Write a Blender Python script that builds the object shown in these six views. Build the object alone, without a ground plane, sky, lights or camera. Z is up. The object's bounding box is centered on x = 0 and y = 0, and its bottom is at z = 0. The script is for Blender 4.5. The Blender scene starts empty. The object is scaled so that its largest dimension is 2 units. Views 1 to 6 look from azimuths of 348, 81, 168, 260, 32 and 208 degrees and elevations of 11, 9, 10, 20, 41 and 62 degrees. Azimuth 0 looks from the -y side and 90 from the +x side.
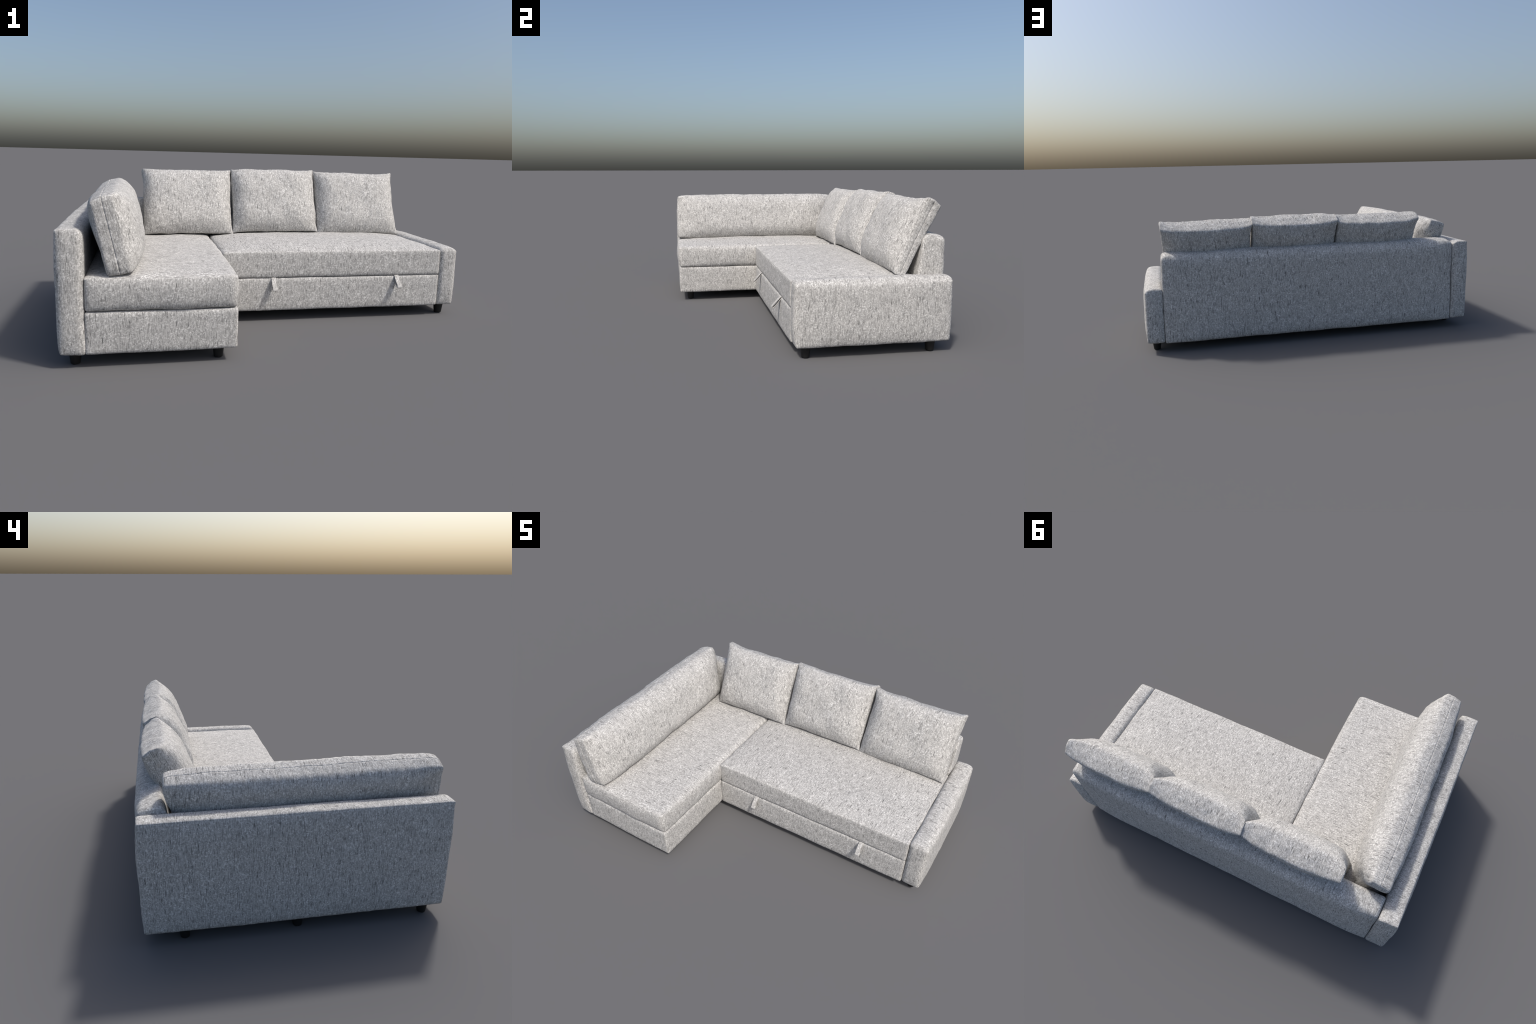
import bpy, math
import numpy as np

# ---------------------------------------------------------------- materials
def node(nt, kind, **inputs):
    n = nt.nodes.new(kind)
    for k, v in inputs.items():
        setattr(n, k, v)
    return n

def fabric(name, run):
    """Heathered light-grey weave. Threads run vertically on upright faces and
    over the tops, across the part's long axis (run = 'X' or 'Y')."""
    m = bpy.data.materials.new(name)
    m.use_nodes = True
    nt = m.node_tree
    L = nt.links.new
    bsdf = nt.nodes["Principled BSDF"]
    tc = node(nt, "ShaderNodeTexCoord")
    sep = node(nt, "ShaderNodeSeparateXYZ"); L(tc.outputs["Normal"], sep.inputs[0])
    ab = node(nt, "ShaderNodeMath", operation="ABSOLUTE"); L(sep.outputs[run], ab.inputs[0])
    pick = node(nt, "ShaderNodeMath", operation="GREATER_THAN"); L(ab.outputs[0], pick.inputs[0]); pick.inputs[1].default_value = 0.72

    def mapped(scale):
        mp = node(nt, "ShaderNodeMapping"); mp.inputs["Scale"].default_value = scale
        L(tc.outputs["Object"], mp.inputs["Vector"]); return mp.outputs[0]

    def threads(k):
        a, b = mapped((1, k, k)), mapped((k, 1, k))
        side, end = (a, b) if run == "X" else (b, a)
        mx = node(nt, "ShaderNodeMix", data_type="VECTOR")
        L(pick.outputs[0], mx.inputs["Factor"]); L(side, mx.inputs[4]); L(end, mx.inputs[5])
        return mx.outputs[1]

    def noise(vec, scale, detail=2.0, rough=0.5, dist=0.0):
        n = node(nt, "ShaderNodeTexNoise")
        n.inputs["Scale"].default_value = scale; n.inputs["Detail"].default_value = detail
        n.inputs["Roughness"].default_value = rough; n.inputs["Distortion"].default_value = dist
        L(vec, n.inputs["Vector"]); return n.outputs["Fac"]

    def ramp(fac, lo, hi):
        r = node(nt, "ShaderNodeMapRange"); r.interpolation_type = "SMOOTHSTEP"
        r.inputs["From Min"].default_value = lo; r.inputs["From Max"].default_value = hi
        L(fac, r.inputs["Value"]); return r.outputs[0]

    def math2(op, a, b):
        n = node(nt, "ShaderNodeMath", operation=op)
        for i, v in enumerate((a, b)):
            if isinstance(v, (int, float)): n.inputs[i].default_value = v
            else: L(v, n.inputs[i])
        return n.outputs[0]

    def blend(fac, a, b):
        n = node(nt, "ShaderNodeMix", data_type="RGBA")
        L(fac, n.inputs["Factor"])
        for i, v in ((6, a), (7, b)):
            if isinstance(v, tuple): n.inputs[i].default_value = (*v, 1)
            else: L(v, n.inputs[i])
        return n.outputs[2]

    obj = tc.outputs["Object"]
    patch = noise(obj, 22, 3, 0.6)                       # centimetre-sized mottling
    fleck = noise(obj, 150, 3, 0.62, 0.6)                # pale curly flecks
    grain = noise(threads(0.22), 270, 2, 0.6, 0.3)        # slightly drawn-out grain
    slub = noise(threads(0.048), 470, 1.0, 0.5)          # long dark slub threads
    pale = noise(threads(0.09), 400, 1.0, 0.5)
    clump = noise(obj, 48, 1, 0.5)                       # where slubs gather

    col = blend(ramp(grain, 0.28, 0.70), FAB_LOW, FAB_MID)
    f = math2("MULTIPLY", ramp(fleck, 0.46, 0.66), math2("ADD", math2("MULTIPLY", ramp(patch, 0.34, 0.66), 0.45), 0.55))
    col = blend(math2("MULTIPLY", f, 0.85), col, FAB_HIGH)
    col = blend(math2("MULTIPLY", ramp(pale, 0.60, 0.74), 0.30), col, FAB_HIGH)
    g = math2("ADD", math2("MULTIPLY", ramp(clump, 0.42, 0.66), 0.75), 0.25)
    s = math2("MULTIPLY", ramp(slub, 0.56, 0.65), g)
    col = blend(math2("MULTIPLY", s, 0.82), col, FAB_DARK)
    L(col, bsdf.inputs["Base Color"])
    bsdf.inputs["Roughness"].default_value = 0.95
    bsdf.inputs["Specular IOR Level"].default_value = 0.15
    h = math2("ADD", math2("SUBTRACT", math2("MULTIPLY", fleck, 0.6), math2("MULTIPLY", s, 0.5)), math2("MULTIPLY", grain, 0.6))
    bp = node(nt, "ShaderNodeBump"); bp.inputs["Strength"].default_value = 0.35; bp.inputs["Distance"].default_value = 0.002
    L(h, bp.inputs["Height"]); L(bp.outputs[0], bsdf.inputs["Normal"])
    return m

FAB_LOW, FAB_MID = (0.285, 0.280, 0.270), (0.485, 0.476, 0.460)
FAB_HIGH, FAB_DARK = (0.78, 0.77, 0.75), (0.085, 0.084, 0.082)
FABRIC_X = fabric("fabric_threads_over_x_run", "X")
FABRIC_Y = fabric("fabric_threads_over_y_run", "Y")

def plastic():
    m = bpy.data.materials.new("black_plastic"); m.use_nodes = True
    nt = m.node_tree; b = nt.nodes["Principled BSDF"]
    n = node(nt, "ShaderNodeTexNoise"); n.inputs["Scale"].default_value = 90
    r = node(nt, "ShaderNodeValToRGB")
    r.color_ramp.elements[0].color = (0.010, 0.010, 0.010, 1); r.color_ramp.elements[1].color = (0.017, 0.017, 0.017, 1)
    tc = node(nt, "ShaderNodeTexCoord")
    nt.links.new(tc.outputs["Object"], n.inputs["Vector"]); nt.links.new(n.outputs["Fac"], r.inputs[0]); nt.links.new(r.outputs[0], b.inputs["Base Color"])
    b.inputs["Roughness"].default_value = 0.55; b.inputs["Specular IOR Level"].default_value = 0.3
    return m
PLASTIC = plastic()

# ---------------------------------------------------------------- mesh helpers
def steps(length, pitch, marks=(), w=0.0022):
    """Grid positions 0..length at about `pitch`, refined around each mark (a sewn seam)."""
    p = np.linspace(0, length, max(2, int(round(length / pitch)) + 1))
    for s in marks:
        p = p[np.abs(p - s) > 3.2 * w]
        p = np.concatenate([p, s + w * np.array([-2.4, -1.2, -0.5, 0, 0.5, 1.2, 2.4])])
    p = np.unique(np.round(p, 6))
    p = p[(p >= -1e-5) & (p <= length + 1e-5)]
    p[0], p[-1] = 0.0, length
    return p

def box_surface(xs, ys, zs):
    """Quad shell of a box lattice; returns lattice coordinates and faces."""
    nx, ny, nz = len(xs), len(ys), len(zs)
    idx = -np.ones((nx, ny, nz), int)
    on = np.zeros((nx, ny, nz), bool)
    on[[0, -1]] = True; on[:, [0, -1]] = True; on[:, :, [0, -1]] = True
    idx[on] = np.arange(on.sum())
    I, J, K = np.nonzero(on)
    co = np.stack([xs[I], ys[J], zs[K]], 1)
    def quads(g, flip):
        q = np.stack([g[:-1, :-1], g[1:, :-1], g[1:, 1:], g[:-1, 1:]], -1).reshape(-1, 4)
        return q[:, ::-1] if flip else q
    F = np.concatenate([quads(idx[0], True), quads(idx[-1], False), quads(idx[:, 0], False), quads(idx[:, -1], True), quads(idx[:, :, 0], True), quads(idx[:, :, -1], False)])
    return co, F

def relax(co, F, times, keep=None):
    """Laplacian rounding, edges weighted by inverse length so uneven rows stay put."""
    e = np.concatenate([F[:, [0, 1]], F[:, [1, 2]], F[:, [2, 3]], F[:, [3, 0]]])
    e = np.unique(np.sort(e, 1), axis=0)
    w = 1 / np.maximum(np.linalg.norm(co[e[:, 0]] - co[e[:, 1]], axis=1), 1e-4)
    tot = np.bincount(e[:, 0], w, len(co)) + np.bincount(e[:, 1], w, len(co))
    co = co.copy()
    for _ in range(times):
        new = np.stack([np.bincount(e[:, 0], w * co[e[:, 1], d], len(co)) + np.bincount(e[:, 1], w * co[e[:, 0], d], len(co)) for d in range(3)], 1) / tot[:, None]
        if keep is not None:
            new = new * (1 - keep[:, None]) + co * keep[:, None]
        co = new
    return co

def vertex_normals(co, F):
    n = np.cross(co[F[:, 2]] - co[F[:, 0]], co[F[:, 3]] - co[F[:, 1]])
    out = np.zeros_like(co)
    for k in range(4):
        for d in range(3):
            out[:, d] += np.bincount(F[:, k], n[:, d], len(co))
    return out / np.maximum(np.linalg.norm(out, axis=1, keepdims=True), 1e-12)

def ripple(co, seed, size, amp, count=14):
    """Smooth irregular unevenness: a sum of random plane waves."""
    r = np.random.default_rng(seed)
    k = r.normal(size=(count, 3)); k /= np.linalg.norm(k, axis=1, keepdims=True)
    k *= (2 * math.pi / size) * r.uniform(0.6, 1.5, (count, 1))
    return amp * np.sin(co @ k.T + r.uniform(0, 6.28, count)).sum(1) / math.sqrt(count)

def make(name, co, F, mat, parent, origin=None, rot=None):
    o = np.array(origin if origin is not None else co.mean(0))
    if origin is None:
        co = co - o
    me = bpy.data.meshes.new(name)
    me.from_pydata(co.tolist(), [], F.tolist())
    me.polygons.foreach_set("use_smooth", np.ones(len(F), bool))
    me.materials.append(mat); me.update()
    ob = bpy.data.objects.new(name, me)
    bpy.context.scene.collection.objects.link(ob)
    ob.location = o
    if rot: ob.rotation_euler = rot
    ob.parent = parent
    return ob

def sstep(x, a, b):
    t = np.clip((x - a) / (b - a), 0, 1); return t * t * (3 - 2 * t)

def round_corner(co, lo, hi, a, b, sa, sb, r):
    """Roll the edge where face sa of axis a meets face sb of axis b over a radius r."""
    ca = (hi[a] - r) if sa > 0 else (lo[a] + r)
    cb = (hi[b] - r) if sb > 0 else (lo[b] + r)
    da, db = (co[:, a] - ca) * sa / r, (co[:, b] - cb) * sb / r
    hit = (da > 0) & (db > 0)
    da, db = da[hit], db[hit]
    k = np.maximum(da, db) / np.maximum(np.hypot(da, db), 1e-9)
    co = co.copy()
    co[hit, a] = ca + sa * r * da * k
    co[hit, b] = cb + sb * r * db * k
    return co

def padded_box(lo, hi, pitch=0.008, corners=(), bulge=(0, 0, 0, 0, 0, 0), power=4, rounds=4, seams=(), warp=None, seed=1, wave=0.0012, seam_depth=0.0022):
    """Upholstered block between corners lo and hi.
    bulge: how far the faces -x +x -y +y -z +z swell at their middles.
    seams: (axis, position) sewn lines pressed in around the block."""
    lo, hi = np.array(lo, float), np.array(hi, float)
    marks = [[p - lo[a] for ax, p, *_ in seams if ax == a] for a in range(3)]
    xs, ys, zs = (steps(hi[a] - lo[a], pitch, marks[a]) for a in range(3))
    lat, F = box_surface(xs, ys, zs)
    flat = lat + lo
    t = 2 * lat / (hi - lo) - 1
    d = 1 - np.abs(t) ** power
    co = flat.copy()
    for a, b, sa, sb, r in corners:
        co = round_corner(co, lo, hi, a, b, sa, sb, r)
    for a in range(3):
        b, c = [i for i in range(3) if i != a]
        soft = d[:, b] * d[:, c]
        co[:, a] += np.where(t[:, a] > 0.999, bulge[2 * a + 1], np.where(t[:, a] < -0.999, -bulge[2 * a], 0)) * soft
    if warp is not None:
        co = warp(co, t)
    co = relax(co, F, rounds)
    n = vertex_normals(co, F)
    off = ripple(co, seed, 0.22, wave) + ripple(co, seed + 50, 0.05, wave * 0.35)
    for ax, p, *cond in seams:
        g = np.exp(-((flat[:, ax] - p) / 0.0022) ** 2)
        if cond: g = g * cond[0](flat, t)
        off -= seam_depth * g
    return co + n * off[:, None], F

# ---------------------------------------------------------------- the sofa
sofa = bpy.data.objects.new("corner_sofa", None)
bpy.context.scene.collection.objects.link(sofa)
sofa["label"] = "L-shaped light grey heathered fabric corner sofa with loose back cushions"
sofa["category"] = "corner sofa"

Z0 = 0.055          # underside of the upholstered frame
SEAM = 0.226        # top of the base / underside of the seat cushions

# -- tall armrest beside the chaise (full depth)
def tall_arm_warp(co, t):
    c = co.copy()
    outer = t[:, 0] < -0.99
    c[:, 0] -= np.where(outer, 0.005 * (1 - np.abs(t[:, 2]) ** 8), 0)
    return c
co, F = padded_box((-0.986, -0.636, Z0), (-0.886, 0.641, 0.547), corners=[(0, 2, 1, 1, 0.036), (1, 2, -1, 1, 0.008), (0, 1, 1, -1, 0.012), (0, 2, -1, -1, 0.010), (0, 2, 1, -1, 0.008)],
                   bulge=(0.009, 0.0, 0.014, 0.008, 0, 0.004), power=4, rounds=2, warp=tall_arm_warp, seed=3,
                   seams=[(2, 0.540, lambda f, t: (t[:, 0] < -0.9) * 1.0)], seam_depth=0.0010)
make("armrest", co, F, FABRIC_Y, sofa)

# -- low armrest at the free end of the long seat
def low_arm_warp(co, t):
    c = co.copy()
    front = sstep(-t[:, 1], 0.95, 1.0)
    c[:, 1] += front * 0.004 * sstep(-t[:, 2], 0.2, 1.0) ** 2
    return c
co, F = padded_box((0.886, -0.124, Z0), (0.986, 0.637, 0.370), corners=[(0, 2, 1, 1, 0.032), (0, 2, -1, 1, 0.020), (1, 2, -1, 1, 0.022), (0, 1, 1, -1, 0.010), (0, 1, -1, -1, 0.016)],
                   bulge=(0, 0.014, 0.007, 0.008, 0, 0.004), power=4, rounds=3, warp=low_arm_warp, seed=5,
                   seams=[(2, 0.350, lambda f, t: (t[:, 0] > 0.6) * sstep(-t[:, 1], -0.6, 0.2))], seam_depth=0.0008)
make("armrest", co, F, FABRIC_Y, sofa)

# -- backrest frame: leaning front, top falling to the rear
def back_warp(co, t):
    c = co.copy()
    h = np.clip((co[:, 2] - 0.30) / 0.26, 0, 1)
    front = (1 - t[:, 1]) / 2
    c[:, 1] += front * 0.036 * h
    c[:, 2] -= sstep(t[:, 2], 0.7, 1.0) * 0.014 * np.clip((co[:, 1] - 0.54) / 0.1, 0, 1)
    return c
co, F = padded_box((-0.885, 0.494, Z0 - 0.006), (0.885, 0.640, 0.562), pitch=0.009, corners=[(1, 2, -1, 1, 0.030), (1, 2, 1, 1, 0.018), (0, 2, 1, 1, 0.018), (0, 2, -1, 1, 0.022), (0, 1, -1, 1, 0.006)],
                   bulge=(0, 0.004, 0, 0.016, 0, 0.008), power=11, rounds=2, warp=back_warp, seed=7)
make("backrest", co, F, FABRIC_X, sofa)

# -- chaise base and long-seat base
co, F = padded_box((-0.889, -0.637, Z0), (-0.290, 0.488, SEAM - 0.001), pitch=0.010, bulge=(0, 0.003, 0.004, 0, 0, 0), rounds=1, seed=9, wave=0.0008)
make("chaise_base", co, F, FABRIC_Y, sofa)
co, F = padded_box((-0.289, -0.126, Z0), (0.887, 0.488, SEAM - 0.001), pitch=0.010, bulge=(0, 0, 0.004, 0, 0, 0), rounds=1, seed=11, wave=0.0006)
base = make("seat_base", co, F, FABRIC_X, sofa)

# -- chaise seat cushion: plump, overhanging its base a little
def chaise_warp(co, t):
    c = co.copy()
    mid = np.sin(np.clip((t[:, 2] + 1) / 2, 0, 1) * math.pi) ** 0.4
    c[:, 1] -= np.where(t[:, 1] < -0.999, 0.006 * mid, 0)
    return c
seams = [(2, 0.358, lambda f, t: ((t[:, 1] < -0.9) & (t[:, 0] > -0.5) | (t[:, 0] > 0.9) & (t[:, 1] < 0)) * 1.0)]
co, F = padded_box((-0.888, -0.637, SEAM), (-0.289, 0.49, 0.365), pitch=0.008, corners=[(1, 2, -1, 1, 0.018), (1, 2, -1, -1, 0.006), (0, 2, 1, 1, 0.024), (0, 2, -1, 1, 0.014), (0, 2, 1, -1, 0.008), (0, 1, 1, -1, 0.022), (0, 1, -1, -1, 0.012)],
                   bulge=(0, 0.010, 0.010, 0, 0, 0.013), power=3, rounds=4, warp=chaise_warp, seams=seams, seed=13, wave=0.0014, seam_depth=0.0008)
make("seat_cushion", co, F, FABRIC_Y, sofa)

# -- long seat cushion: flatter and crisper
seams = [(2, 0.354, lambda f, t: (t[:, 1] < -0.9) * 1.0)]
co, F = padded_box((-0.285, -0.127, SEAM), (0.886, 0.49, 0.360), pitch=0.008, corners=[(0, 2, -1, 1, 0.016), (0, 2, 1, 1, 0.008), (1, 2, -1, 1, 0.006)],
                   bulge=(0, 0, 0.003, 0, 0, 0.027), power=4, rounds=2, seams=seams, seed=17, wave=0.0010, seam_depth=0.0006)
make("seat_cushion", co, F, FABRIC_X, sofa)

# ---------------------------------------------------------------- loose cushions
def pillow(width, height, thick, front, back, seam, seed, pitch=0.005, ear=0.010, pu=4, pv=4, rounds=5, foot=0.3, drop=0.0, pu_left=None, pb=3, taper=0.0, full_top=(0.0, 0.0), tuck=0.0, seam_top=True, end_in=0.0):
    """Box cushion in its own frame: x across, z up, the front at -y.
    seam: depth at which the gusset is sewn; ear: how far corners stick out."""
    xs, zs = steps(width, pitch), steps(height, pitch)
    ys = steps(thick, pitch, [seam])
    lat, F = box_surface(xs, ys, zs)
    u, v = 2 * lat[:, 0] / width - 1, 2 * lat[:, 2] / height - 1
    b = lat[:, 1] / thick
    pw = pu if pu_left is None else np.where(u < 0, pu_left, pu)
    up = np.clip(v, 0, 1)
    df = (1 - np.abs(u) ** pw) * (1 - np.abs(v) ** pv * (1 - full_top[0] * (v > 0)))
    db = (1 - np.abs(u) ** pb) * (1 - np.abs(v) ** pb * (1 - full_top[1] * (v > 0)))
    df = df - end_in / front * sstep(-u, 0.93, 1.0)
    y = (1 - b) * (-front * df) + b * (thick + taper * v + back * db * (0.3 + 0.7 * sstep(v, -0.7, 0.2)))
    x = width / 2 * (u + 2 * ear / width * np.sign(u) * np.abs(u) ** 6 * np.abs(v) ** 8)
    z = height / 2 * (v + 2 * ear / height * np.sign(v) * np.abs(v) ** 6 * np.abs(u) ** 14) + height / 2
    z = z + foot * lat[:, 1] * np.clip(1 - lat[:, 2] / (0.5 * height), 0, 1)
    z = z - drop * np.clip((lat[:, 1] - seam) / (thick - seam), 0, 1) * np.clip(v, 0, 1) ** 2
    z = z - (1 - u ** 2) * up ** 3 * (0.25 * front * full_top[0] * (1 - b) + 0.1 * back * full_top[1] * b)
    x = x - tuck * sstep(u, 0.82, 1.0) * (1 - sstep(v, -0.1, 0.85))
    co = np.stack([x, y, z], 1)
    co = relax(co, F, rounds)
    n = vertex_normals(co, F)
    off = ripple(co, seed, 0.16, 0.0022) + ripple(co, seed + 9, 0.045, 0.0007)
    rim = (np.abs(u) > 0.999) | ((np.abs(v) > 0.999) & seam_top)
    off -= 0.0022 * np.exp(-((lat[:, 1] - seam) / 0.0024) ** 2) * rim
    # the sewn edge puckers slightly
    off += 0.0009 * np.exp(-((lat[:, 1] - seam) / 0.012) ** 2) * rim * np.sin(lat[:, 0] * 190 + lat[:, 2] * 170 + 3 * np.sin(lat[:, 0] * 31 + lat[:, 2] * 23))
    return co + n * off[:, None], F

LEAN = math.atan2(0.155, 0.36)
for k, (xc, dy, dz, turn, seed) in enumerate([(-0.408, 0.0, 0.0, 0.0, 21), (0.108, 0.002, 0.010, -0.004, 22), (0.622, 0.0, 0.0, 0.006, 23)]):
    co, F = pillow(0.506, 0.388, 0.068, 0.068, 0.042, 0.032, seed, ear=0.011, pu=5, pu_left=7, drop=0.010, taper=0.012, full_top=(0.28, 0.34), seam_top=False)
    make("back_cushion", co, F, FABRIC_X, sofa, origin=(xc, 0.388 + dy, 0.376 + dz), rot=(-LEAN, turn, 0))

# -- long cushion leaning against the tall armrest (front faces +x)
co, F = pillow(1.187, 0.326, 0.102, 0.068, 0.034, 0.050, 31, pitch=0.006, ear=-0.008, tuck=0.036, end_in=0.010, pu=7, pv=4, rounds=5, foot=0.12, drop=0.012, pb=5)
TILT = math.atan2(0.067, 0.298)
make("back_cushion", co, F, FABRIC_X, sofa, origin=(-0.707, -0.0505, 0.371), rot=(-TILT, 0, math.radians(90) + 0.023))

# ---------------------------------------------------------------- pull tabs: folded straps on the drawer front
def strap(name, x0, seed):
    width, th = 0.023, 0.0022
    # loop profile (distance out from the front, drop): out along the upper leg, back along the lower one
    up = [(-0.004, 0.001), (0.004, -0.004), (0.020, -0.021), (0.036, -0.037), (0.045, -0.047), (0.0475, -0.053)]
    down = [(0.0465, -0.058), (0.040, -0.0555), (0.028, -0.045), (0.014, -0.029), (0.003, -0.014), (-0.004, -0.006)]
    P = np.array(up + down)
    s = np.linspace(0, len(P) - 1, 60); i = np.minimum(s.astype(int), len(P) - 2); f = (s - i)[:, None]
    Q = P[i] * (1 - f) + P[i + 1] * f
    for _ in range(3): Q[1:-1] = (Q[:-2] + 2 * Q[1:-1] + Q[2:]) / 4
    T = np.gradient(Q, axis=0); T /= np.linalg.norm(T, axis=1, keepdims=True)
    N = np.stack([-T[:, 1], T[:, 0]], 1)
    rows = []
    for w in (0, width):
        for sgn in (-1, 1):
            R = Q + sgn * N * th / 2
            rows.append(np.stack([np.full(len(Q), w) + 0.0006 * np.sin(np.arange(len(Q)) * 0.31 + seed), -R[:, 0], R[:, 1]], 1))
    n = len(Q); co = np.concatenate(rows); F = []
    order = (0, 1, 3, 2)
    for a in range(4):
        p, q = order[a] * n, order[(a + 1) % 4] * n
        F += [(p + j, p + j + 1, q + j + 1, q + j) for j in range(n - 1)]
    F += [(0, n, 3 * n, 2 * n), (n - 1, 2 * n + n - 1, 3 * n + n - 1, n + n - 1)]
    ob = make(name, co, np.array(F), FABRIC_X, sofa, origin=(x0, -0.1265, SEAM))
    for p in ob.data.polygons: p.use_smooth = False
    return ob
for x0, seed in ((-0.037, 1), (0.629, 2)):
    strap("pull_tab", x0, seed)

# ---------------------------------------------------------------- legs
def leg_mesh():
    prof = [(0, 0.0), (0.0165, 0.0), (0.0185, 0.0008), (0.0195, 0.0028), (0.0262, 0.0585), (0.0262, 0.066), (0, 0.066)]
    seg = 40; V = []; F = []
    for r, z in prof[1:-1]:
        V += [(r * math.cos(2 * math.pi * i / seg), r * math.sin(2 * math.pi * i / seg), z) for i in range(seg)]
    m = len(prof) - 2
    for j in range(m - 1):
        F += [(j * seg + i, j * seg + (i + 1) % seg, (j + 1) * seg + (i + 1) % seg, (j + 1) * seg + i) for i in range(seg)]
    F += [tuple(range(seg))[::-1], tuple((m - 1) * seg + i for i in range(seg))]
    me = bpy.data.meshes.new("leg"); me.from_pydata(V, [], F)
    for p in me.polygons: p.use_smooth = len(p.vertices) == 4
    me.materials.append(PLASTIC); me.update(); return me
LEG = leg_mesh()
for x, y in ((-0.934, -0.567), (-0.934, 0.0), (-0.932, 0.478), (-0.362, -0.567), (0.934, -0.064), (0.934, 0.557)):
    ob = bpy.data.objects.new("leg", LEG)
    bpy.context.scene.collection.objects.link(ob)
    ob.location = (x, y, 0); ob.parent = sofa
